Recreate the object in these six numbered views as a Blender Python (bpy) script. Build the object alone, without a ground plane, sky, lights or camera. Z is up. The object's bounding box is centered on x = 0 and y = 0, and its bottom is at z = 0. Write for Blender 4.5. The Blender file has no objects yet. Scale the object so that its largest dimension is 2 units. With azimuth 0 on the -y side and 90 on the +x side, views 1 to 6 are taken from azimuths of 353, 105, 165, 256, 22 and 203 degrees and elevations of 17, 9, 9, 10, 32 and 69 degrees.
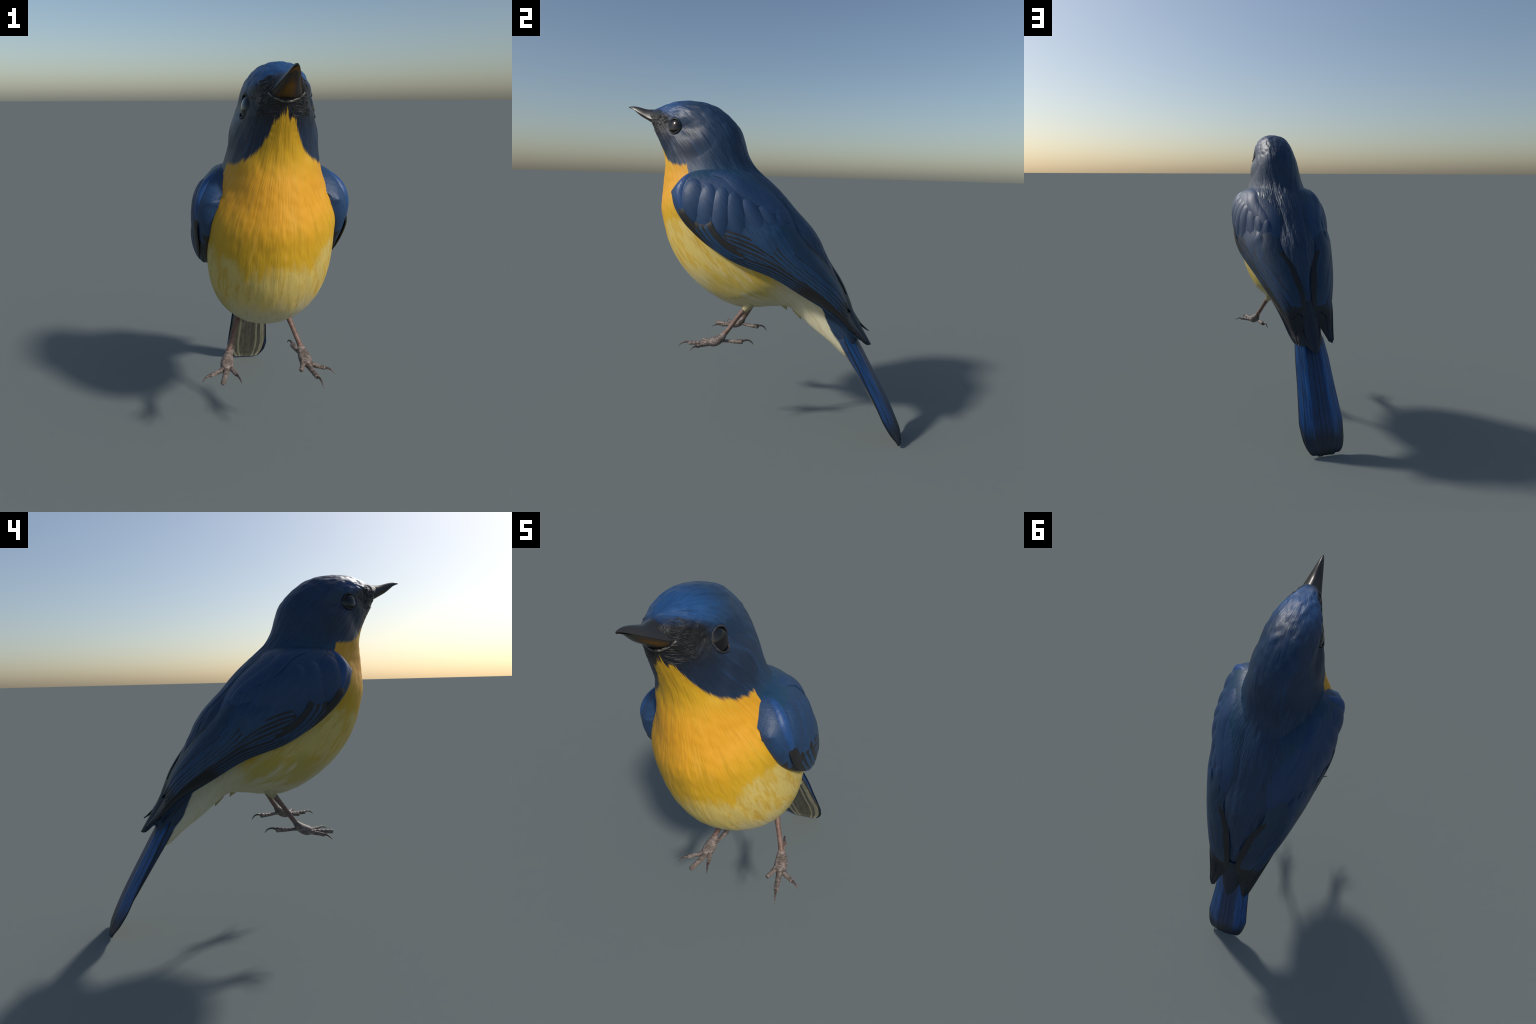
"""A small perched songbird: blue upper parts, orange-yellow breast, cream belly.
Built symmetric about x = 0, facing -y.  All sizes in metres of the given frame."""
import bpy, math
import numpy as np
from mathutils import noise as mnoise, Vector

# --------------------------------------------------------------------------
# small tools
# --------------------------------------------------------------------------
def cubic(P, ts):
    """natural cubic spline through rows of P, parameter = row index"""
    P = np.asarray(P, float); n = len(P)
    A = np.zeros((n, n)); B = np.zeros_like(P); A[0, 0] = A[-1, -1] = 1
    for i in range(1, n - 1):
        A[i, i - 1] = A[i, i + 1] = 1; A[i, i] = 4
        B[i] = 6 * (P[i - 1] - 2 * P[i] + P[i + 1])
    M = np.linalg.solve(A, B)
    ts = np.clip(np.asarray(ts, float), 0, n - 1 - 1e-9)
    i = ts.astype(int); f = (ts - i)[:, None]
    return (P[i] * (1 - f) + P[i + 1] * f + ((1 - f) ** 3 - (1 - f)) * M[i] / 6
            + (f ** 3 - f) * M[i + 1] / 6)

def smooth(a, b, x):
    t = np.clip((np.asarray(x, float) - a) / (b - a), 0, 1)
    return t * t * (3 - 2 * t)

def nz(p, sx, sy, sz, seed=0.0):
    return mnoise.noise(Vector((p[0] * sx + seed, p[1] * sy + seed * 1.7, p[2] * sz - seed)))

def grid_faces(nu, nv, closed_v=False, flip=False):
    f = []
    for i in range(nu - 1):
        for j in range(nv if closed_v else nv - 1):
            k = (j + 1) % nv
            q = (i * nv + j, (i + 1) * nv + j, (i + 1) * nv + k, i * nv + k)
            f.append(q[::-1] if flip else q)
    return f

def new_mesh(name, verts, faces, mats, midx=None, angle=40, mirror=False):
    v = np.asarray(verts, float)
    if mirror:
        v = v * np.array([-1, 1, 1]); faces = [tuple(reversed(f)) for f in faces]
    me = bpy.data.meshes.new(name)
    me.from_pydata(v.tolist(), [], [tuple(int(k) for k in f) for f in faces])
    for m in mats: me.materials.append(m)
    if midx is not None: me.polygons.foreach_set("material_index", np.asarray(midx, np.int32))
    me.shade_smooth()
    if angle: me.set_sharp_from_angle(angle=math.radians(angle))
    me.update()
    return me

def add(name, me, parent=None):
    o = bpy.data.objects.new(name, me)
    bpy.context.collection.objects.link(o)
    if parent: o.parent = parent
    return o

# --------------------------------------------------------------------------
# node expressions: arithmetic on sockets builds Math nodes
# --------------------------------------------------------------------------
class X:
    def __init__(s, t, k): s.t, s.k = t, k
    def m(s, op, *a):
        n = s.t.nodes.new("ShaderNodeMath"); n.operation = op
        for i, q in enumerate((s,) + a):
            if isinstance(q, X): s.t.links.new(q.k, n.inputs[i])
            else: n.inputs[i].default_value = q
        return X(s.t, n.outputs[0])
    def __add__(s, o): return s.m("ADD", o)
    __radd__ = __add__
    def __sub__(s, o): return s.m("SUBTRACT", o)
    def __mul__(s, o): return s.m("MULTIPLY", o)
    __rmul__ = __mul__
    def abs(s): return s.m("ABSOLUTE")
    def min(s, o): return s.m("MINIMUM", o)
    def max(s, o): return s.m("MAXIMUM", o)
    def inv(s): return s * -1.0 + 1.0
    def step(s, a, b, lo=0.0, hi=1.0):
        n = s.t.nodes.new("ShaderNodeMapRange"); n.interpolation_type = "SMOOTHSTEP"
        if a > b: a, b, lo, hi = b, a, hi, lo
        s.t.links.new(s.k, n.inputs[0])
        for i, q in enumerate((a, b, lo, hi)): n.inputs[i + 1].default_value = q
        return X(s.t, n.outputs[0])
    def curve(s, pts):
        """piecewise smooth function through (input, output) points"""
        xs = [p[0] for p in pts]; ys = [p[1] for p in pts]
        x0, x1, y0, y1 = min(xs), max(xs), min(ys), max(ys)
        n = s.t.nodes.new("ShaderNodeFloatCurve"); c = n.mapping.curves[0]
        q = [((x - x0) / (x1 - x0), (y - y0) / (y1 - y0)) for x, y in pts]
        c.points[0].location = q[0]; c.points[1].location = q[-1]
        for p in q[1:-1]: c.points.new(*p)
        n.mapping.update()
        a = ((s - x0) * (1 / (x1 - x0))).max(0.0).min(1.0)
        s.t.links.new(a.k, n.inputs["Value"])
        return X(s.t, n.outputs[0]) * (y1 - y0) + y0

class Mat:
    def __init__(s, name, rough=0.5, spec=0.5):
        s.mat = bpy.data.materials.new(name); s.mat.use_nodes = True
        s.t = s.mat.node_tree; s.b = s.t.nodes["Principled BSDF"]
        s.b.inputs["Roughness"].default_value = rough
        s.b.inputs["Specular IOR Level"].default_value = spec
        tc = s.t.nodes.new("ShaderNodeTexCoord")
        sep = s.t.nodes.new("ShaderNodeSeparateXYZ")
        s.t.links.new(tc.outputs["Object"], sep.inputs[0])
        s.x, s.y, s.z = (X(s.t, sep.outputs[i]) for i in range(3))
        s.ax = s.x.abs()
    def vec(s, a, b, c):
        n = s.t.nodes.new("ShaderNodeCombineXYZ")
        for i, q in enumerate((a, b, c)):
            if isinstance(q, X): s.t.links.new(q.k, n.inputs[i])
            else: n.inputs[i].default_value = q
        return n.outputs[0]
    def noise(s, v, scale=1.0, detail=3.0, rough=0.5, dist=0.0):
        n = s.t.nodes.new("ShaderNodeTexNoise"); s.t.links.new(v, n.inputs["Vector"])
        n.inputs["Scale"].default_value = scale; n.inputs["Detail"].default_value = detail
        n.inputs["Roughness"].default_value = rough; n.inputs["Distortion"].default_value = dist
        return X(s.t, n.outputs[0])
    def mix(s, f, a, b):
        n = s.t.nodes.new("ShaderNodeMix"); n.data_type = "RGBA"
        for i, q in ((0, f), (6, a), (7, b)):
            if isinstance(q, X): s.t.links.new(q.k, n.inputs[i])
            elif isinstance(q, tuple): n.inputs[i].default_value = (*q, 1)
            elif isinstance(q, float): n.inputs[i].default_value = q
            else: s.t.links.new(q, n.inputs[i])
        return n.outputs[2]
    def color(s, c):
        if isinstance(c, tuple): s.b.inputs["Base Color"].default_value = (*c, 1)
        else: s.t.links.new(c, s.b.inputs["Base Color"])
    def link(s, sock, x): s.t.links.new(x.k, s.b.inputs[sock])
    def bump(s, h, strength=0.5, dist=0.004):
        n = s.t.nodes.new("ShaderNodeBump"); n.inputs["Strength"].default_value = strength
        n.inputs["Distance"].default_value = dist
        s.t.links.new(h.k, n.inputs["Height"]); s.t.links.new(n.outputs[0], s.b.inputs["Normal"])

# palette (linear base colours)
ORANGE = (0.74, 0.342, 0.013); YELLOW = (0.61, 0.355, 0.011); PALE = (0.65, 0.49, 0.135)
CREAM = (0.60, 0.54, 0.33); WHITE = (0.66, 0.62, 0.43)
BLUE = (0.013, 0.038, 0.086); BRIGHT = (0.016, 0.074, 0.210); NAVY = (0.011, 0.021, 0.046)
TEAL = (0.012, 0.052, 0.105); BLACK = (0.011, 0.011, 0.012)

def flow(m):
    """coordinates along (q) and across (p) the lie of the feathers, which runs back and down"""
    q = m.y * 0.62 - m.z * 0.78
    p = m.y * 0.78 + m.z * 0.62
    return q, p

def around(m):
    """unit circle coordinates round the long axis of the body"""
    q, p = flow(m)
    a = m.x.m("ARCTAN2", p - 0.66)
    return q, a.m("SINE"), a.m("COSINE")

def body_material():
    m = Mat("plumage", 0.46, 0.45)
    q, sa, ca = around(m)
    fine = m.noise(m.vec(sa * 30, ca * 30, q * 13), 1, 4, 0.6, 0.3)
    mid = m.noise(m.vec(sa * 10, ca * 10, q * 5), 1, 3, 0.55, 0.3)
    blot = m.noise(m.vec(sa * 3.2, ca * 3.2, q * 5), 1, 2, 0.5)
    rag = ((mid - 0.5) * 0.035 + (fine - 0.5) * 0.03) * m.z.step(1.70, 1.79, 1.0, 2.6)
    # where the yellow begins: throat wedge between the cheeks, then the fold of the wing
    throat = m.ax.curve([(0, 1.815), (.03, 1.795), (.055, 1.745), (.075, 1.70), (.11, 1.655),
                         (.14, 1.635), (.18, 1.615), (.30, 1.61)])
    side = m.y.curve([(-.46, 1.95), (-.425, 1.64), (-.40, 1.56), (-.30, 1.40), (0, 1.15), (.30, .89),
                      (.35, .856), (.378, .823), (.42, .74), (.46, .66), (.504, .60), (.544, .535), (.62, .40)])
    warm = (throat.min(side) - m.z + rag).step(-.008, .012)
    # breast orange -> yellow -> pale belly -> cream -> white under the tail
    zl = m.z + (mid - 0.5) * 0.17 + (fine - 0.5) * 0.15 - m.ax.step(.12, .29) * 0.10
    orange = m.mix(zl.step(1.20, 1.46), YELLOW, ORANGE)
    orange = m.mix((zl.step(1.52, 1.68)) * 0.8, orange, YELLOW)
    pale = (zl + (blot - 0.5) * 0.22).step(1.215, 1.145)
    mott = m.noise(m.vec(sa * 5.5, ca * 5.5, q * 4.5), 1, 3, 0.6, 0.4)
    pale = pale * ((mott + (fine - .5) * .5).step(.36, .50, .40, 1.0)).max(m.z.step(1.06, .90))
    belly = m.mix((m.z + (mid - .5) * .2).step(1.06, .86), PALE, CREAM)
    flank = (m.ax.step(.10, .22) * m.z.step(1.05, .97) * m.z.step(.78, .86)
             * m.y.step(-.45, -.2) * m.y.step(.22, .05))
    belly = m.mix(flank * (mid + (blot - .5)).step(.25, .6) * 0.75, belly, (.46, .335, .030))
    belly = m.mix(m.y.step(.10, .30), belly, WHITE)
    under = m.mix(pale.max(m.y.step(.05, .2)), orange, belly)
    under = m.mix((fine - .5).step(.0, .2) * 0.16, under, (.78, .50, .13))
    under = m.mix((fine * .6 + mid * .4 - .5).step(.0, -.14) * 0.26, under, (.40, .20, .010))
    # blue upper parts
    crown = m.z.step(1.86, 1.95) * m.y.step(-.40, -.60)
    blue = m.mix(crown, BLUE, BRIGHT)
    blue = m.mix(m.z.step(1.68, 1.55) * m.ax.step(.05, .2) * m.y.step(.3, 0), blue, TEAL)
    cheek = (m.z.step(1.86, 1.80) * m.y.step(-.28, -.42)).min(m.z.step(1.58, 1.66))
    blue = m.mix(cheek * 0.85, blue, NAVY)
    blue = m.mix((fine - .5).step(.05, -.2) * 0.5, blue, (.006, .014, .04))
    blue = m.mix((mid - .5).step(.0, .2) * 0.35, blue, (.018, .062, .155))
    # black mask from the bill to the eye
    ragm = (fine - .5) * .06 + (mid - .5) * .05
    top = m.y.curve([(-.74, 1.965), (-.69, 1.945), (-.62, 1.925), (-.575, 1.905), (-.53, 1.88), (-.48, 1.84)])
    mask = (top - m.z + ragm).step(-.016, .03) * (m.y + ragm).step(-.50, -.60) * (m.z + ragm).step(1.73, 1.85)
    blue = m.mix(mask, blue, BLACK)
    m.color(m.mix(warm, blue, under))
    m.link("Roughness", warm * 0.16 + (mid - .5) * .15 + 0.44)
    lore = m.noise(m.vec(m.x * 60, m.y * 45, m.z * 30), 1, 3, 0.6, 1.2)
    ridge = m.noise(m.vec(sa * 17, ca * 17, q * 9), 1, 2, 0.5, 0.5)
    ridge = ((ridge - .5).abs() * 4).min(1.0) * (m.y * .9 + m.z).step(1.25, 1.5) * m.y.step(-.36, -.1) * warm.inv()
    tuft = m.noise(m.vec(m.x * 34, m.y * 16, m.z * 30), 1, 2, 0.5, 0.8) * m.z.step(1.84, 1.92)
    m.bump(fine * 0.6 + mid * 0.9 + lore * mask * 1.5 + ridge * 1.0 + tuft * 0.8, 0.55, 0.006)
    return m.mat

def feather_material(name, col, dark, rough=0.42, amount=0.6):
    m = Mat(name, rough, 0.45)
    q, p = flow(m)
    st = m.noise(m.vec(m.x * 70, p * 70, q * 9), 1, 4, 0.6, 0.4)
    m.color(m.mix((st - .5).step(-.18, .12) * amount + (1 - amount), dark, col))
    m.bump(st, 0.5, 0.004)
    return m.mat

def tail_material(name, col, dark, tip):
    m = Mat(name, 0.4, 0.45)
    q, p = flow(m)
    st = m.noise(m.vec(m.x * 150, p * 40, q * 3), 1, 3, 0.6)
    c = m.mix((st - .5).step(-.15, .12), dark, col)
    m.color(m.mix((m.z + (st - .5) * .08).step(.20, .08), c, tip))
    m.bump(st, 0.4, 0.003)
    return m.mat

def scaly_material(name, a, b, rough=0.5):
    m = Mat(name, rough, 0.4)
    n = m.noise(m.vec(m.x * 30, m.y * 30, m.z * 90), 1, 3, 0.6, 0.6)
    f = m.noise(m.vec(m.x, m.y, m.z), 120, 3, 0.6)
    m.color(m.mix((n - .5).step(-.1, .15), a, b))
    m.bump(n * 0.7 + f * 0.4, 0.6, 0.004)
    return m.mat

def bill_material(name, col, second, lo, hi):
    m = Mat(name, 0.34, 0.5)
    n = m.noise(m.vec(m.x * 60, m.y * 10, m.z * 60), 1, 3, 0.6)
    c = m.mix((m.y + (n - .5) * .06).step(lo, hi), second, col)
    m.color(c); m.bump(n, 0.25, 0.003)
    return m.mat

M_BODY = body_material()
M_BLUE = feather_material("wing_blue", (.013, .052, .125), (.007, .022, .052))
M_COV = feather_material("covert_blue", (.017, .052, .130), (.011, .034, .082), 0.50, 0.5)
M_SHOULDER = feather_material("shoulder_blue", (.019, .072, .215), (.013, .045, .13), 0.42, 0.4)
M_TERT = feather_material("inner_wing_blue", (.012, .040, .085), (.008, .022, .045))
M_DARK = feather_material("wing_dark", (.016, .015, .015), (.010, .009, .009), 0.5)
M_SHAFT = feather_material("shaft_dark", (.008, .010, .016), (.006, .007, .01), 0.5)
M_TAIL = tail_material("tail_blue", (.015, .105, .31), (.011, .052, .16), (.009, .018, .036))
M_TAILD = tail_material("tail_dark_blue", (.011, .045, .13), (.008, .026, .080), (.008, .012, .022))
M_UNDER = feather_material("tail_underside", (.12, .112, .080), (.05, .047, .038), 0.6, 0.7)
M_UNDERP = feather_material("tail_underside_pale", (.30, .28, .19), (.17, .16, .11), 0.6, 0.6)

# --------------------------------------------------------------------------
# body: one loft from the bill base over head and back to the tail root
# station: top (y, z), bottom (y, z), half width, height of the widest point (0 top .. 1 bottom),
# fullness above and below it (2 = ellipse)
# --------------------------------------------------------------------------
BODY = [
    (-0.745, 1.944, -0.724, 1.862, 0.046, 0.62, 1.95, 2.2),
    (-0.690, 1.959, -0.710, 1.821, 0.067, 0.52, 2.05, 1.95),
    (-0.630, 1.980, -0.690, 1.774, 0.089, 0.50, 2.15, 1.95),
    (-0.564, 1.996, -0.667, 1.729, 0.113, 0.50, 2.25, 1.95),
    (-0.467, 1.998, -0.645, 1.671, 0.138, 0.50, 2.50, 1.88),
    (-0.380, 1.986, -0.635, 1.605, 0.151, 0.48, 2.70, 1.85),
    (-0.294, 1.953, -0.641, 1.540, 0.166, 0.52, 2.65, 1.86),
    (-0.212, 1.888, -0.648, 1.468, 0.183, 0.54, 2.50, 1.90),
    (-0.154, 1.815, -0.655, 1.399, 0.201, 0.57, 2.30, 1.85),
    (-0.119, 1.715, -0.657, 1.338, 0.232, 0.60, 2.03, 1.75),
    (-0.073, 1.621, -0.643, 1.268, 0.267, 0.61, 2.05, 1.62),
    (0.021, 1.538, -0.619, 1.181, 0.281, 0.61, 2.08, 1.74),
    (0.112, 1.454, -0.566, 1.064, 0.287, 0.62, 2.08, 1.87),
    (0.216, 1.345, -0.459, 0.931, 0.285, 0.64, 2.06, 1.98),
    (0.320, 1.233, -0.328, 0.830, 0.264, 0.64, 2.02, 2.04),
    (0.386, 1.117, -0.209, 0.771, 0.230, 0.62, 1.94, 2.04),
    (0.439, 1.015, -0.096, 0.747, 0.168, 0.56, 1.96, 2.01),
    (0.499, 0.908, 0.048, 0.766, 0.112, 0.48, 1.98, 1.97),
    (0.543, 0.817, 0.163, 0.771, 0.088, 0.45, 2.00, 1.92),
    (0.577, 0.741, 0.245, 0.720, 0.082, 0.45, 2.00, 1.89),
    (0.595, 0.694, 0.350, 0.637, 0.086, 0.46, 2.01, 1.87),
    (0.604, 0.652, 0.444, 0.570, 0.090, 0.46, 2.01, 1.85),
    (0.605, 0.611, 0.527, 0.502, 0.082, 0.47, 2.01, 1.83),
    (0.602, 0.583, 0.562, 0.494, 0.048, 0.49, 2.01, 1.81)]

def ear_patch(y, z):
    """swelling of the ear coverts behind and below the eye, with a fold along its rear edge"""
    dy, dz = y + .415, z - 1.748
    a = math.radians(-14)
    u = dy * math.cos(a) - dz * math.sin(a); v = dy * math.sin(a) + dz * math.cos(a)
    r = math.hypot(u / .150, v / .100)
    swell = .008 * (1 - smooth(.1, 1.05, r))
    rear = smooth(-.06, .06, u + max(v, 0) * .8)
    return swell + rear * (.0012 * (1 - smooth(.60, 1.05, r)) - .0007 * math.exp(-((r - 1.04) / .06) ** 2))

NU, NV = 330, 220
def build_body():
    st = cubic(BODY, np.linspace(0, len(BODY) - 1, NU))
    V = np.zeros((NU, NV, 3))
    for i, (ty, tz, by, bz, w, pk, eu, el) in enumerate(st):
        phi = np.linspace(0, 2 * np.pi, NV, endpoint=False)
        t = (1 - np.cos(phi)) / 2
        d = np.where(t < pk, (pk - t) / pk, (t - pk) / (1 - pk))
        sh = np.clip(1 - d * d, 0, 1) ** (1 / np.where(t < pk, eu, el))
        sg = np.where(phi <= np.pi, 1.0, -1.0)
        V[i, :, 0] = sg * w * sh
        V[i, :, 1] = ty + (by - ty) * t
        V[i, :, 2] = tz + (bz - tz) * t
    # normals of the smooth loft
    du = np.gradient(V, axis=0)
    dv = (np.roll(V, -1, 1) - np.roll(V, 1, 1))
    n = np.cross(du, dv); n /= np.linalg.norm(n, axis=2, keepdims=True) + 1e-12
    c = V.mean(axis=1, keepdims=True)
    if ((V - c) * n).sum() < 0: n = -n
    # feather relief
    for i in range(NU):
        fade = min(1, i / 12) * min(1, (NU - 1 - i) / 12)
        for j in range(NV):
            x, y, z = V[i, j]; q = y * .62 - z * .78; p = y * .78 + z * .62
            ax = abs(x)
            head = float(smooth(1.60, 1.70, z + .0))
            h = 0.0022 * nz((ax, p, q), 42, 42, 6)
            if head > 0:   # short overlapping tufts on the crown
                h += head * 0.0030 * nz((ax, y, z), 48, 16, 40, 3.1) * float(smooth(1.78, 1.88, z))
                h += ear_patch(y, z) * float(smooth(.06, .12, ax)) * head
            up = float(smooth(1.30, 1.45, z - y * -.75)) * (1 - head)
            h += up * 0.0050 * nz((ax, p, q), 55, 40, 7, 7.7) * float(smooth(-.35, -.1, y))
            # hollow running from the bill past the eye, under a soft brow
            zb = 1.838 - .24 * (y + .527)
            h -= 0.015 * math.exp(-((z - zb) / .040) ** 2) * float(smooth(-.70, -.62, y) * (1 - smooth(-.44, -.30, y)) * smooth(.05, .09, ax))
            lore = float(smooth(.24, .10, math.hypot(y + .72, (z - 1.87) * 1.2)) * smooth(.02, .05, ax))
            h += lore * .0022 * nz((ax, y + z * .5, z - y * .4), 60, 34, 70, 2.2)
            # soft sockets round the eyes
            re = math.hypot(y + .527, z - 1.837)
            h -= 0.012 * float(smooth(.050, .036, re)) * float(smooth(.05, .09, ax))
            h += 0.0015 * float(smooth(.022, .0, abs(re - .054))) * float(smooth(.05, .09, ax))
            V[i, j] += n[i, j] * h * fade
    return V

def split_body(V, root):
    nu, nv = V.shape[:2]
    verts = V.reshape(-1, 3)
    verts = np.vstack([verts, V[0].mean(0), V[-1].mean(0)])
    faces = grid_faces(nu, nv, closed_v=True)
    a, b = nu * nv, nu * nv + 1
    faces += [(j, (j + 1) % nv, a) for j in range(nv)]
    faces += [((nu - 1) * nv + (j + 1) % nv, (nu - 1) * nv + j, b) for j in range(nv)]
    me = new_mesh("whole_body", verts, faces, [M_BODY], angle=None)
    import bmesh
    bm = bmesh.new(); bm.from_mesh(me); bmesh.ops.recalc_face_normals(bm, faces=bm.faces)
    bm.to_mesh(me); bm.free()
    N = np.zeros(len(me.vertices) * 3); me.vertices.foreach_get("normal", N); N = N.reshape(-1, 3)
    polys = [tuple(p.vertices) for p in me.polygons]
    cen = np.array([verts[list(p)].mean(0) for p in polys])
    y, z = cen[:, 1], cen[:, 2]
    line = z - 1.60 + (y + .45) * -.12          # neck line under the cheek
    row = np.array([min(p) // nv for p in polys])
    region = np.where(line > 0, 0, np.where(y > .28 - (z - .72) * -.35, 2, 1))
    region[(z > 1.0) & (region == 2)] = 1
    region[(region == 2) & (z > .62 + (.55 - y) * .8)] = 1
    for k, name in ((0, "head"), (1, "torso"), (2, "undertail_coverts")):
        sel = [p for p, r in zip(polys, region) if r == k]
        ids = sorted({v for p in sel for v in p}); mp = {v: i for i, v in enumerate(ids)}
        part = new_mesh(name, verts[ids], [tuple(mp[v] for v in p) for p in sel], [M_BODY], angle=None)
        part.normals_split_custom_set_from_vertices([Vector(N[v]).normalized() for v in ids])
        add(name, part, root)
    bpy.data.meshes.remove(me)

# --------------------------------------------------------------------------
# folded wing: (lower edge, outermost line, upper edge) from the bend to the tip
# --------------------------------------------------------------------------
WING = [
    ((0.254, -0.482, 1.428), (0.282, -0.488, 1.453), (0.222, -0.474, 1.492)),
    ((0.276, -0.462, 1.364), (0.328, -0.440, 1.437), (0.200, -0.402, 1.570)),
    ((0.292, -0.394, 1.272), (0.352, -0.357, 1.392), (0.175, -0.272, 1.598)),
    ((0.303, -0.294, 1.191), (0.358, -0.247, 1.324), (0.080, -0.105, 1.598)),
    ((0.307, -0.192, 1.128), (0.356, -0.161, 1.224), (0.070, 0.002, 1.536)),
    ((0.304, -0.090, 1.073), (0.333, -0.048, 1.132), (0.075, 0.102, 1.450)),
    ((0.297, 0.015, 1.036), (0.311, 0.074, 1.086), (0.092, 0.202, 1.330)),
    ((0.282, 0.120, 1.000), (0.287, 0.176, 1.048), (0.123, 0.275, 1.205)),
    ((0.257, 0.220, 0.948), (0.254, 0.287, 0.979), (0.080, 0.350, 1.120)),
    ((0.228, 0.316, 0.891), (0.220, 0.376, 0.919), (0.045, 0.420, 1.030)),
    ((0.203, 0.414, 0.834), (0.188, 0.447, 0.859), (0.024, 0.497, 0.920)),
    ((0.177, 0.504, 0.764), (0.151, 0.528, 0.775), (0.030, 0.548, 0.800)),
    ((0.150, 0.586, 0.680), (0.128, 0.599, 0.685), (0.072, 0.598, 0.712)),
    ((0.127, 0.662, 0.637), (0.118, 0.663, 0.638), (0.104, 0.662, 0.644))]

def wing_point(u, v):
    u = np.clip(np.asarray(u, float).ravel(), 0, 1); v = np.clip(np.asarray(v, float).ravel(), 0, 1)[:, None]
    L, M, T = (cubic([w[k] for w in WING], u * (len(WING) - 1)) for k in range(3))
    lo = np.clip(v / .35, 0, 1) * np.pi / 2; hi = np.clip((v - .35) / .65, 0, 1) * np.pi / 2
    low = np.c_[L[:, :1] + (M - L)[:, :1] * np.sin(lo), M[:, 1:] + (L - M)[:, 1:] * np.cos(lo)]
    full = (1 - .09 * smooth(.16, .28, u) * (1 - smooth(.44, .56, u)))[:, None]      # plump over the scapulars
    top = np.c_[T[:, :1] + (M - T)[:, :1] * np.clip(np.cos(hi), 0, 1) ** full, M[:, 1:] + (T - M)[:, 1:] * np.sin(hi) ** full]
    flat = (.16 * smooth(.40, .52, u) * (1 - smooth(.85, 1, u)))[:, None]      # rear part of the wing lies flatter
    top = top * (1 - flat) + (M + (T - M) * np.clip((v - .35) / .65, 0, 1)) * flat
    return np.where(v < .35, low, top)

def wing_frame(u, v):
    e = .004
    u = np.clip(u, .01, .985); v = np.clip(v, .02, .975)
    du = (wing_point(u + e, v) - wing_point(u - e, v)) / (2 * e)
    dv = (wing_point(u, v + e) - wing_point(u, v - e)) / (2 * e)
    n = np.cross(du, dv); n /= np.linalg.norm(n, axis=1, keepdims=True) + 1e-12
    return du, dv, n

def build_wing_base():
    nu, nv = 120, 50
    U, Vv = np.meshgrid(np.linspace(0, 1, nu), np.linspace(0, 1, nv), indexing="ij")
    P = wing_point(U, Vv); _, _, n = wing_frame(U.ravel(), Vv.ravel())
    th = (.004 + .040 * (1 - smooth(.35, .9, U.ravel())))[:, None]
    n = n + np.array([1.6, 0, .1]); n /= np.linalg.norm(n, axis=1, keepdims=True)   # sink and thicken mainly inwards
    P = P - n * .010
    # the leading edge rolls inwards to meet the breast
    front = P[:nv].copy(); front[:, 0] = np.maximum(front[:, 0], np.linspace(front[0, 0], front[-1, 0], nv))
    k = np.ones(7) / 7
    for a in range(3): front[3:-3, a] = np.convolve(front[:, a], k, "valid")
    roll = [front + np.array([-.070, .030, .004]), front + np.array([-.026, -.001, .0])]
    P[:nv] = front
    P = np.vstack(roll + [P]); n = np.vstack([n[:nv], n[:nv], n]); th = np.vstack([th[:nv] * .2, th[:nv] * .5, th])
    U = np.vstack([U[:1], U[:1], U]); Vv = np.vstack([Vv[:1], Vv[:1], Vv]); nu += 2
    Q = P - n * th
    f = grid_faces(nu, nv) + [tuple(k + nu * nv for k in q) for q in grid_faces(nu, nv, flip=True)]
    K = nu * nv
    ring = ([(i * nv) for i in range(nu)] + [(nu - 1) * nv + j for j in range(1, nv)]
            + [i * nv + nv - 1 for i in range(nu - 2, -1, -1)] + [j for j in range(nv - 2, 0, -1)])
    for a, b in zip(ring, ring[1:] + ring[:1]): f.append((b, a, a + K, b + K))
    mi = []
    for q in f:
        u = np.mean([U.ravel()[k % K] for k in q]); v = np.mean([Vv.ravel()[k % K] for k in q])
        mi.append(3 if (v > .66 + .3 * smooth(.1, .45, u) and u < .47 and u > .1) else 2 if (u > .80 or v < .10 + .05 * math.sin(u * 60)) and u > .14 else (0 if u < .5 else 1))
    return np.vstack([P, Q]), f, mi

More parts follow.
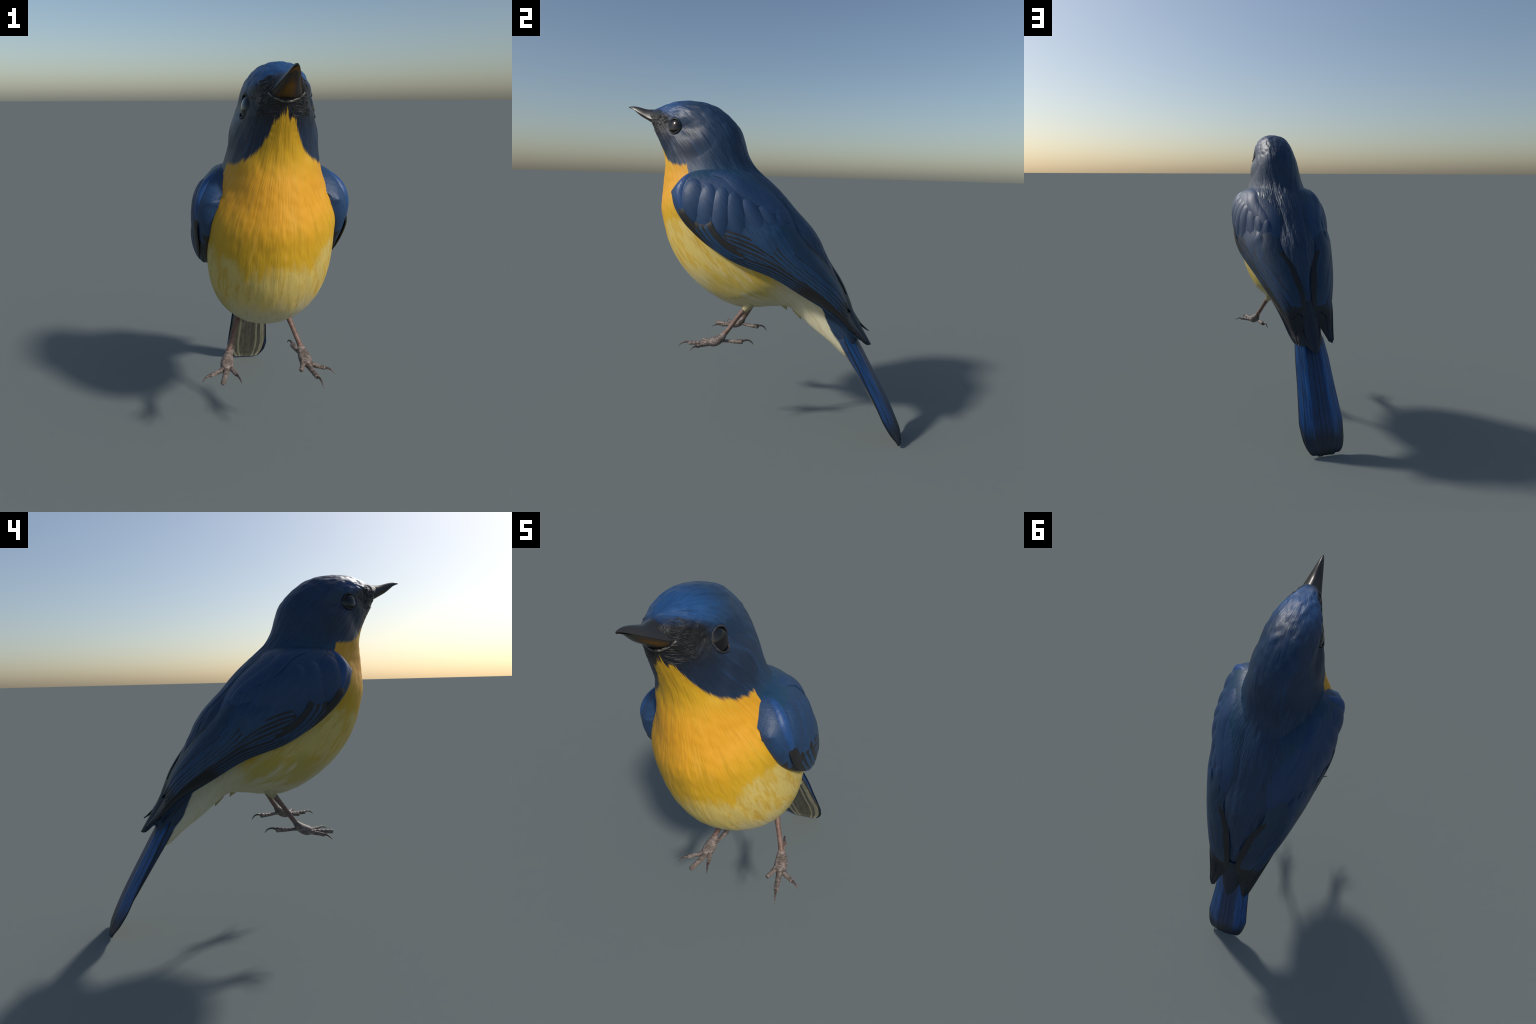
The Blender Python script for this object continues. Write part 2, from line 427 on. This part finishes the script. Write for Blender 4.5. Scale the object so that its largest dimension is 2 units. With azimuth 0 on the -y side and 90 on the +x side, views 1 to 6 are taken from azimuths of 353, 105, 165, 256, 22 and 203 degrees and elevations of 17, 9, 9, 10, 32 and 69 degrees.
def feather(path, width, lift, tilt, camber, tip=.35, point=2.0, base=.12, nt=26, ns=9, thick=.004, edge=None):
    """one vane lying on the wing: path in wing coordinates, half width in metres,
    lifted by lift (+tilt towards the lower edge) and cambered across.
    edge(s, t) -> material index"""
    t = np.linspace(0, 1, nt)
    C = cubic(path, t * (len(path) - 1))
    du, dv, n = wing_frame(C[:, 0], C[:, 1])
    D = np.gradient(wing_point(C[:, 0], C[:, 1]), axis=0)
    D /= np.linalg.norm(D, axis=1, keepdims=True) + 1e-12
    B = np.cross(n, D); B /= np.linalg.norm(B, axis=1, keepdims=True)
    # make +s point towards the upper edge of the wing
    B *= np.sign((B * dv).sum(1).mean())
    w = np.ones(nt)
    w = np.where(t < base, np.sqrt(np.clip(t / base, .08, 1)), w)
    w = np.where(t > 1 - tip, np.sqrt(np.clip(1 - ((t - 1 + tip) / tip) ** point, .0, 1)), w)
    w = np.maximum(w, .04) * width
    s = np.linspace(-1, 1, ns)
    J = np.stack([du, dv], 2)
    duv = np.einsum("nij,nj->ni", np.linalg.pinv(J), B)
    UV = C[:, None, :] + duv[:, None, :] * (w[:, None] * s)[:, :, None]
    u, v = UV[..., 0].ravel(), UV[..., 1].ravel()
    u = np.clip(u, .0, 1); v = np.clip(v, .0, 1)
    P = wing_point(u, v); _, _, nn = wing_frame(u, v)
    S2 = np.tile(s, nt); T2 = np.repeat(t, ns)
    taper = smooth(0, .15, T2)
    h = (lift + tilt * (1 - S2) / 2 * taper + camber * (1 - S2 ** 2) * np.sin(np.pi * T2) ** .75)
    h = h - (.004 + max(lift, 0)) * (1 - smooth(0, .22, T2))      # quill end sinks under the row above
    P = P + nn * (h[:, None] - .009)
    Q = P - nn * thick
    K = nt * ns
    top = grid_faces(nt, ns); f = list(top) + [tuple(k + K for k in q[::-1]) for q in top]
    ring = ([i * ns for i in range(nt)] + [(nt - 1) * ns + j for j in range(1, ns)]
            + [i * ns + ns - 1 for i in range(nt - 2, -1, -1)] + [j for j in range(ns - 2, 0, -1)])
    for a, b in zip(ring, ring[1:] + ring[:1]): f.append((b, a, a + K, b + K))
    mi = np.zeros(len(f), int)
    if edge:
        for k, q in enumerate(top):
            i, j = k // (ns - 1), k % (ns - 1)
            mi[k] = mi[k + len(top)] = edge((s[j] + s[j + 1]) / 2, (t[i] + t[i + 1]) / 2)
    return np.vstack([P, Q]), f, mi

def wing_feathers():
    """list of (name, verts, faces, material indices, materials)"""
    out = []
    def put(name, mats, *a, **k):
        v, f, mi = feather(*a, **k); out.append((name, v, f, mi, mats))
    edged = lambda lim, tipd=1.1: (lambda s, t: 0 if (s < lim and t < tipd) else 1)
    # primaries: long, dark, each with a narrow blue outer margin
    n = 8
    for j in range(n):
        k = j / (n - 1)
        path = [(.16 + .14 * k, .09 + .26 * k), (.42, .06 + .38 * k), (.66, .06 + .37 * k),
                (1.0 - .11 * k, .20 + .30 * k)]
        if j == 0:
            path = [(.12, .09), (.36, .055), (.66, .05), (.99, .2)]
        put("primary_feather", [M_BLUE, M_DARK], path, .024, .003 + .0006 * j, .003, .001, tip=.16,
            point=2.2, nt=50, ns=17,
            edge=(lambda s, t, j=j: 1 if j < 1 else (0 if ((-.92 < s < -.55 or .02 < s < .50 or t < .07) and t < .70 + .1 * s) else 1)))
    # secondaries
    for j in range(4):
        path = [(.31 + .035 * j, .44 + .055 * j), (.50, .49 + .05 * j), (.68, .47 + .055 * j),
                (.868 - .008 * j, .56 + .09 * j)]
        put("secondary_feather", [M_BLUE, M_DARK], path, .032, .007 + .0008 * j, .003, .002, tip=.18,
            nt=40, ns=17, edge=(lambda s, t: 0 if (((-.93 < s < .4 and abs(s + .3) > .07) or t < .30) and t < .84 - .12 * s) else 1))
    # tertials
    put("tertial_feather", [M_BLUE, M_DARK], [(.38, .60), (.56, .66), (.70, .70), (.845, .86)], .046,
        .010, .003, .003, tip=.3, nt=36, ns=15, edge=(lambda s, t: 0 if (((-.94 < s < .7 and abs(s + .2) > .05) or t < .32) and t < .9) else 1))
    put("tertial_feather", [M_TERT, M_DARK], [(.43, .74), (.58, .80), (.71, .83), (.852, .94)], .050,
        .011, .004, .004, tip=.3, nt=36, ns=15, edge=(lambda s, t: 0 if ((-.94 < s < .5 or t < .35) and t < .9) else 1))
    put("tertial_feather", [M_TERT, M_DARK], [(.46, .90), (.60, .93), (.72, .93), (.862, .975)], .044,
        .010, .004, .004, tip=.3, nt=36, ns=15, edge=(lambda s, t: 0 if (s < -.2 - .5 * (t - .5) or t < .22 + .1 * s) else 1))
    # dark alula and primary coverts at the bend
    put("alula_feather", [M_DARK], [(.12, .27), (.20, .17), (.32, .13)], .024, .007, .003, .003, tip=.4)
    for j in range(3):
        put("primary_covert", [M_BLUE, M_DARK], [(.19 + .02 * j, .24 + .05 * j), (.27 + .02 * j, .18 + .06 * j),
            (.38 + .015 * j, .18 + .07 * j)], .023, .007 + .001 * j, .003, .002, tip=.35, ns=13, edge=edged(-.2))
    # marginal coverts along the leading edge
    put("marginal_covert", [M_SHOULDER], [(.105, .97), (.085, .66), (.092, .42), (.155, .20)], .034, -.003, .0, .013,
        tip=.45, base=.4, ns=17, thick=.012)
    # row of plump median coverts, their borders sunk into one soft surface
    rows = [((.405, .80), (.470, .80), .036), ((.358, .74), (.446, .68), .044), ((.312, .70), (.418, .55), .050),
            ((.267, .66), (.376, .41), .054), ((.225, .65), (.324, .28), .054), ((.185, .66), (.268, .19), .054),
            ((.132, .72), (.190, .17), .060)]
    for k, (a, b, w) in enumerate(rows):
        mid = ((a[0] + b[0]) / 2 - .008, (a[1] + b[1]) / 2 + .01)
        put("median_covert", [M_COV], [a, mid, b], w, -.0030 + .0005 * k, .0, .0105, tip=.5, base=.42, nt=34, ns=23, thick=.014)
    # scapulars
    put("scapular_feather", [M_COV], [(.14, .86), (.24, .75), (.34, .75), (.47, .87)], .056, -.0035, .007, .009,
        tip=.5, base=.4, nt=34, ns=23, thick=.014)
    return out

# --------------------------------------------------------------------------
# tail: long arched fan, feathers shingled outwards from the middle pair
# --------------------------------------------------------------------------
TAIL = [(.545, .705, .060), (.575, .645, .098), (.640, .530, .114), (.705, .413, .122), (.770, .295, .133),
        (.825, .190, .143), (.868, .100, .132), (.891, .045, .113), (.899, .004, .088)]   # y, z, half width

def tail_point(s, c, depth=0.0, under=0.0):
    """s 0..1 root to tip, c -1..1 across; under = 0 top face .. 1 bottom face of the closed fan"""
    s = np.atleast_1d(s); c = np.atleast_1d(c)
    st = cubic(TAIL, s * (len(TAIL) - 1))
    st[:, 2] = np.interp(s * (len(TAIL) - 1), range(len(TAIL)), [q[2] for q in TAIL])     # straight edges, angular corners
    g = np.gradient(cubic(TAIL, np.linspace(0, len(TAIL) - 1, 60))[:, :2], axis=0)
    g /= np.linalg.norm(g, axis=1, keepdims=True)
    d = np.c_[np.interp(s, np.linspace(0, 1, 60), g[:, 0]), np.interp(s, np.linspace(0, 1, 60), g[:, 1])]
    nrm = np.c_[-d[:, 1], d[:, 0]]          # points up and back
    top = .036 * smooth(.45, 1.1, np.abs(c)) * (1 - .85 * smooth(.60, .95, s))
    bot = np.interp(st[:, 0], [.526, .622, .721, .772, .828, .896, .905], [.090, .080, .066, .058, .046, .026, .024])
    arch = -(top + (bot - top) * under + depth)
    return np.c_[c * st[:, 2], st[:, 0] + nrm[:, 0] * arch, st[:, 1] + nrm[:, 1] * arch]

def tail_feather(c0, wc, layer, s_end, s0=.0, under=0.0):
    nt, ns = 44, 21
    t = np.linspace(0, 1, nt); s = np.linspace(-1, 1, ns)
    r0 = .965
    tipw = np.where(t > r0, np.sqrt(np.clip(1 - ((t - r0) / (1 - r0)) ** 2.2, 0, 1)), 1)
    tipw = np.maximum(tipw, .72)
    T, Sx = np.meshgrid(t, s, indexing="ij")
    c = np.clip(c0 + wc * tipw[:, None] * s, -1, 1)
    ss = s0 + (s_end - s0) * T
    h = layer + .003 * Sx ** 2 + .002 * np.abs(Sx) ** 6
    if under: h = -h * .45
    sg = -1 if under else 1
    P = tail_point(ss.ravel(), c.ravel(), h.ravel(), under)
    Q = tail_point(ss.ravel(), c.ravel(), h.ravel() + sg * .0045, under)
    K = nt * ns
    top = grid_faces(nt, ns, flip=not under); f = list(top) + [tuple(k + K for k in q[::-1]) for q in top]
    ring = ([i * ns for i in range(nt)] + [(nt - 1) * ns + j for j in range(1, ns)]
            + [i * ns + ns - 1 for i in range(nt - 2, -1, -1)] + [j for j in range(ns - 2, 0, -1)])
    for a, b in zip(ring, ring[1:] + ring[:1]): f.append((a, b, b + K, a + K))
    mi = np.zeros(len(f), int)
    out = np.sign(c0) if c0 else 1
    for k in range(len(top)):
        m = (s[k % (ns - 1)] + s[k % (ns - 1) + 1]) / 2 * out
        if under: mi[k] = 4 if (m > .0 and abs(c0) > .1) else 3
        elif abs(c0) < .01: mi[k] = 2 if abs(abs(m) - .35) < .05 else 1          # middle pair: dull, dark rims
        elif abs(c0) < .6: mi[k] = 2 if abs(m) > .9 else (0 if m > .1 else 1)
        else: mi[k] = 2 if (abs(m + .05) < .06 or m > .9) else 0                 # outer pair: bright, dark shaft
        mi[k + len(top)] = mi[k]
    mi[2 * len(top):] = 3 if under else 2
    return np.vstack([P, Q]), f, mi

# --------------------------------------------------------------------------
# tubes for bill, legs, toes and claws
# --------------------------------------------------------------------------
def tube(points, radii, n=14, ns=40, flat=1.0, rings=0.0, ring_n=0):
    """round limb through points; radii per point; rings adds scute ridges"""
    P = cubic(points, np.linspace(0, len(points) - 1, ns))
    R = cubic([(r,) for r in radii], np.linspace(0, len(points) - 1, ns))[:, 0]
    D = np.gradient(P, axis=0); D /= np.linalg.norm(D, axis=1, keepdims=True)
    up = np.array([0, 0, 1.0])
    A = np.cross(D, up); A /= np.linalg.norm(A, axis=1, keepdims=True) + 1e-9
    Bv = np.cross(A, D)
    ph = np.linspace(0, 2 * np.pi, n, endpoint=False)
    V = []
    for i in range(ns):
        r = max(R[i], .0006)
        if rings: r *= 1 + rings * (abs(math.sin(math.pi * ring_n * i / (ns - 1))) - .5)
        for p in ph: V.append(P[i] + A[i] * math.cos(p) * r * flat + Bv[i] * math.sin(p) * r)
    f = grid_faces(ns, n, closed_v=True, flip=True)
    V += [P[0], P[-1]]
    f += [((j + 1) % n, j, ns * n) for j in range(n)]
    f += [((ns - 1) * n + j, (ns - 1) * n + (j + 1) % n, ns * n + 1) for j in range(n)]
    return np.array(V), f

def fix(me):
    import bmesh
    bm = bmesh.new(); bm.from_mesh(me); bmesh.ops.recalc_face_normals(bm, faces=bm.faces)
    bm.to_mesh(me); bm.free(); return me

# bill stations: y, z of the top line, z of the tomium (cutting edge), z of the lower line, half width
BILL = [(-.690, 1.950, 1.884, 1.853, .064), (-.725, 1.951, 1.889, 1.862, .057), (-.760, 1.951, 1.903, 1.879, .047),
        (-.790, 1.955, 1.917, 1.894, .038), (-.825, 1.964, 1.933, 1.914, .028), (-.862, 1.9705, 1.951, 1.940, .017),
        (-.888, 1.970, 1.962, 1.957, .0085), (-.902, 1.9675, 1.9655, 1.9645, .0025)]

def build_bill(upper):
    ns, n = 44, 25
    st = cubic(BILL, np.linspace(0, len(BILL) - 1, ns))
    V = []
    for y, zt, zm, zb, w in st:
        w = max(w, .0015)
        if not upper: w *= .93; y = y + .006 * smooth(-.80, -.90, y)
        for p in np.linspace(0, np.pi, n):
            c, s = math.cos(p), math.sin(p)
            xx = w * math.copysign(abs(c) ** .9, c)
            zz = zm + (zt - zm) * (1 - abs(c) ** 1.85) if upper else zm + .002 - (zm - zb) * s ** .9
            V.append((xx, y + .012 * (abs(c) if upper else 0) * 0, zz))
        for p in np.linspace(0.85, -0.85, 7):
            V.append((w * p * .9, y, zm - (.004 if upper else -.004)))
    nv = n + 7
    f = grid_faces(ns, nv, closed_v=True)
    V += [np.mean(V[:nv], 0), np.mean(V[-nv:], 0)]
    f += [((j + 1) % nv, j, ns * nv) for j in range(nv)]
    f += [((ns - 1) * nv + j, (ns - 1) * nv + (j + 1) % nv, ns * nv + 1) for j in range(nv)]
    return np.array(V), f

# --------------------------------------------------------------------------
# assemble
# --------------------------------------------------------------------------
root = bpy.data.objects.new("songbird", None)
bpy.context.collection.objects.link(root)
root["label"] = "small blue songbird with orange breast and pale yellow belly"
root["category"] = "bird"

BODY_V = build_body()
split_body(BODY_V, root)
_right = BODY_V.reshape(-1, 3); _right = _right[_right[:, 0] > .02]
def skin_x(y, z):
    """x of the head surface at (y, z)"""
    d = np.hypot(_right[:, 1] - y, _right[:, 2] - z)
    k = np.argsort(d)[:5]
    return float(np.average(_right[k, 0], weights=1 / (d[k] + .001)))

# wings
base_v, base_f, base_m = build_wing_base()
FE = wing_feathers()
for mir in (False, True):
    wing = add("wing", fix(new_mesh("wing", base_v, base_f, [M_COV, M_TERT, M_DARK, M_BODY], base_m, mirror=mir)), root)
    for name, v, f, mi, mats in FE:
        add(name, fix(new_mesh(name, v, f, mats, mi, 50, mir)), wing)

# tail
def tail_core():
    ns_, nc = 40, 21
    V = []
    for a in np.linspace(0, .945, ns_):
        c = np.linspace(-.95, .95, nc) * (1 - .12 * smooth(.8, .955, a))
        V += list(tail_point(np.full(nc, a), c, .010, 0.0))
        V += list(tail_point(np.full(nc, a), c[::-1], -.010, 1.0))
    n = 2 * nc
    f = grid_faces(ns_, n, closed_v=True) + [tuple(range(n))[::-1], tuple(range((ns_ - 1) * n, ns_ * n))]
    mi = [0 if (k % n) < nc - 1 or (k % n) == n - 1 or (k % n) == nc - 1 else 1 for k in range((ns_ - 1) * n)] + [1, 0]
    return V, f, mi
v, f, mi = tail_core()
tail = add("tail", fix(new_mesh("tail", v, f, [M_TAILD, M_UNDER], mi)), root)
TF = [M_TAIL, M_TAILD, M_SHAFT, M_UNDER, M_UNDERP]
for c0, wc, layer, se in ((.0, .30, .000, .985), (.40, .25, .002, 1.0), (-.40, .25, .002, .992),
                          (.78, .22, .004, .978), (-.78, .22, .004, .966)):
    v, f, mi = tail_feather(c0, wc, layer, se)
    add("tail_feather", fix(new_mesh("tail_feather", v, f, TF, mi, 50)), tail)
for c0, wc, layer, se in ((.0, .26, .004, .965), (.40, .26, .002, .962), (-.40, .26, .002, .957), (.66, .20, .000, .952), (-.66, .20, .000, .947)):
    v, f, mi = tail_feather(c0, wc, layer, se, .12, 1.0)
    add("tail_feather", fix(new_mesh("tail_feather", v, f, TF, mi, 50)), tail)

# dark uppertail covert lying over the tail root
def uppertail():
    nt, ns = 30, 15
    V = []
    line = [(.520, .875), (.560, .790), (.600, .715), (.640, .650), (.682, .582)]
    C = cubic(line, np.linspace(0, 4, nt))
    for i, (y, z) in enumerate(C):
        t = i / (nt - 1)
        w = .068 * math.sqrt(max(1 - (max(t - .35, 0) / .65) ** 1.7, .001)) * (.7 + .3 * min(t / .3, 1))
        for j in range(ns):
            s = j / (ns - 1) * 2 - 1
            d = -.035 * s * s * (w / .068)
            V.append((w * s, y + .88 * d + .004, z + .47 * d + .002))
    K = len(V); V += [(x, y - .010, z - .006) for x, y, z in V]
    top = grid_faces(nt, ns); f = list(top) + [tuple(k + K for k in q[::-1]) for q in top]
    ring = ([i * ns for i in range(nt)] + [(nt - 1) * ns + j for j in range(1, ns)]
            + [i * ns + ns - 1 for i in range(nt - 2, -1, -1)] + [j for j in range(ns - 2, 0, -1)])
    for a, b in zip(ring, ring[1:] + ring[:1]): f.append((b, a, a + K, b + K))
    return V, f
M_UPT = feather_material("uppertail_dark", (.010, .018, .036), (.007, .010, .018), 0.5)
v, f = uppertail()
add("uppertail_covert", fix(new_mesh("uppertail_covert", v, f, [M_UPT], angle=50)), tail)

# bill
M_BILLU = bill_material("bill_black", (.020, .019, .018), (.028, .026, .025), -.90, -.72)
M_BILLL = bill_material("bill_brown", (.036, .022, .012), (.026, .023, .020), -.86, -.80)
v, f = build_bill(True)
bill = add("bill", fix(new_mesh("bill", v, f, [M_BILLU], angle=60)), root)
v, f = build_bill(False)
add("lower_mandible", fix(new_mesh("lower_mandible", v, f, [M_BILLL], angle=60)), bill)
M_GAPE = scaly_material("gape_skin", (.03, .028, .026), (.20, .185, .165))
ga = [(.067 * math.sin(a), -.704 - .022 * math.cos(a) ** 2, 1.884 - .030 * math.cos(a) ** 2) for a in np.linspace(-1.5, 1.5, 13)]
v, f = tube(ga, [.002] + [.0040] * 11 + [.002], 10, 60, rings=.3, ring_n=17)
add("gape_flange", fix(new_mesh("gape_flange", v, f, [M_GAPE])), bill)

# eyes
m = Mat("eye_black", 0.10, 0.5); m.color((.006, .006, .007))
M_EYE = m.mat
M_LID = scaly_material("eyelid_skin", (.016, .016, .018), (.055, .055, .06), .45)
def ellipsoid(c, r, nu=28, nv=36):
    V = []
    for i in range(nu):
        a = math.pi * i / (nu - 1)
        for j in range(nv):
            b = 2 * math.pi * j / nv
            V.append((c[0] + r[0] * math.cos(a), c[1] + r[1] * math.sin(a) * math.cos(b), c[2] + r[2] * math.sin(a) * math.sin(b)))
    return V, grid_faces(nu, nv, closed_v=True)
EYE = (-.528, 1.837)
lid = []
for a in np.linspace(0, 2 * math.pi, 25):
    lid.append((skin_x(EYE[0] + .050 * math.cos(a), EYE[1] + .054 * math.sin(a)) - .001,
                EYE[0] + .0400 * math.cos(a), EYE[1] + .0440 * math.sin(a)))
lc = np.mean(lid[:-1], 0)
yaw = -math.atan2(lid[0][0] - lid[12][0], .080)        # the eye faces as the head surface does
pitch = -math.atan2(lid[6][0] - lid[18][0], .088)
for sx in (False, True):
    v, f = ellipsoid((0, 0, 0), (.029, .0510, .0555))
    nrm = np.array([math.cos(yaw) * math.cos(pitch), math.sin(yaw), -math.sin(pitch) * -1])
    w = []
    for x, y, z in v:
        x, z = x * math.cos(pitch) - z * math.sin(pitch), x * math.sin(pitch) + z * math.cos(pitch)
        x, y = x * math.cos(yaw) - y * math.sin(yaw), x * math.sin(yaw) + y * math.cos(yaw)
        w.append(lc - nrm * .0185 + (x, y, z))
    eye = add("eye", fix(new_mesh("eye", w, f, [M_EYE], angle=None, mirror=sx)), root)
    v, f = tube(lid, [.0038] * 25, 10, 72, rings=.15, ring_n=22)
    add("eyelid", fix(new_mesh("eyelid", v, f, [M_LID], angle=None, mirror=sx)), eye)

# stiff little feathers round the base of the bill
M_BRISTLE = feather_material("bristle", (.045, .044, .046), (.012, .012, .014), 0.45)
rng = np.random.default_rng(7)
bv, bf = [], []
for i in range(90):
    y0 = rng.uniform(-.722, -.655); z0 = 1.950 + (y0 + .72) * .10 - rng.uniform(0.005, .15)
    if z0 < 1.80 - (y0 + .70) * .6: continue
    ln = rng.uniform(.014, .034); a = rng.uniform(-.9, -.1)
    pts = []
    for t in np.linspace(0, 1, 4):
        y, z = y0 + ln * t * math.cos(a), z0 + ln * t * math.sin(a)
        pts.append((skin_x(y, z) + .0002 + .0014 * math.sin(math.pi * t) , y, z))
    v, f = tube(pts, [.0007, .0012, .0010, .0003], 6, 8)
    for sg in (1, -1):
        k = sum(len(q) for q in bv); bv.append(v * np.array([sg, 1, 1])); bf += [tuple(j + k for j in q) for q in f]
br = add("bristles", fix(new_mesh("bristles", np.vstack(bv), bf, [M_BRISTLE], angle=None)), root)
br["kind"] = "stuff"

# legs
M_LEG = scaly_material("leg_skin", (.15, .085, .062), (.20, .125, .10))
M_TOE = scaly_material("toe_skin", (.11, .085, .072), (.27, .215, .185))
M_CLAW = scaly_material("claw_horn", (.06, .045, .038), (.14, .095, .075), .35)
TOES = {   # name: (points, radii, claw points)
    "outer": ([(.205, -.225, .560), (.238, -.268, .551), (.268, -.292, .551), (.292, -.308, .550)], [.016, .0125, .0105, .0105]),
    "middle": ([(.202, -.225, .560), (.212, -.275, .551), (.223, -.330, .548), (.234, -.385, .547)], [.018, .0145, .0125, .0125]),
    "inner": ([(.198, -.225, .562), (.182, -.268, .556), (.173, -.295, .554), (.164, -.322, .553)], [.016, .0125, .0105, .0105]),
    "hind": ([(.196, -.195, .570), (.186, -.160, .567), (.177, -.115, .566), (.168, -.065, .568)], [.012, .009, .0115, .0150])}
CLAWS = {
    "outer": [(.290, -.307, .551), (.306, -.318, .553), (.320, -.328, .547), (.334, -.340, .533)],
    "middle": [(.233, -.382, .549), (.239, -.405, .552), (.245, -.428, .543), (.250, -.450, .522)],
    "inner": [(.165, -.320, .554), (.158, -.342, .557), (.150, -.364, .552), (.143, -.387, .540)],
    "hind": [(.169, -.068, .570), (.162, -.044, .578), (.155, -.018, .571), (.150, .000, .549)]}
for mir in (False, True):
    pts = [(.118, -.040, .800), (.135, -.072, .755), (.152, -.106, .709), (.171, -.138, .660), (.188, -.170, .615),
           (.200, -.198, .582), (.206, -.228, .562)]
    v, f = tube(pts, [.020, .017, .0135, .0135, .0150, .0205, .024], 16, 60, flat=1.0, rings=.05, ring_n=16)
    leg = add("leg", fix(new_mesh("leg", v, f, [M_LEG], angle=None, mirror=mir)), root)
    v, f = tube([(.185, -.165, .622), (.197, -.192, .587), (.204, -.222, .566), (.207, -.252, .556), (.209, -.275, .551)],
                [.010, .0235, .0285, .025, .010], 18, 44, flat=1.18, rings=.06, ring_n=11)
    add("foot", fix(new_mesh("foot", v, f, [M_TOE], angle=None, mirror=mir)), leg)
    for k, (p, r) in TOES.items():
        v, f = tube(p, r, 12, 40, flat=1.05, rings=.14, ring_n=7)
        add("toe", fix(new_mesh("toe", v, f, [M_TOE], angle=None, mirror=mir)), leg)
        if (k, mir) in (('inner', False), ('middle', True)): continue      # left off: missing on this foot through broken source geometry
        cl = CLAWS[k]
        v, f = tube(cl, [.0075, .0055, .004, .0008], 10, 24)
        add("claw", fix(new_mesh("claw", v, f, [M_CLAW], angle=None, mirror=mir)), leg)

# short feather tufts where the legs leave the belly, and at the vent
M_TUFT = feather_material("belly_tuft", (.46, .40, .21), (.26, .22, .10), 0.6)
for mir in (False, True):
    v, f = tube([(.110, -.025, .825), (.121, -.046, .790), (.131, -.064, .763), (.137, -.077, .748)], [.036, .031, .022, .012], 18, 30, rings=.10, ring_n=3)
    add("thigh_tuft", fix(new_mesh("thigh_tuft", v, f, [M_TUFT], angle=None, mirror=mir)), root)
for p in ([(0, .130, .790), (0, .150, .768), (.002, .165, .745)], [(0, .215, .760), (0, .238, .726), (.002, .254, .695)]):
    v, f = tube(p, [.020, .013, .0015], 12, 16)
    add("vent_tuft", fix(new_mesh("vent_tuft", v, f, [M_TUFT], angle=None)), root)
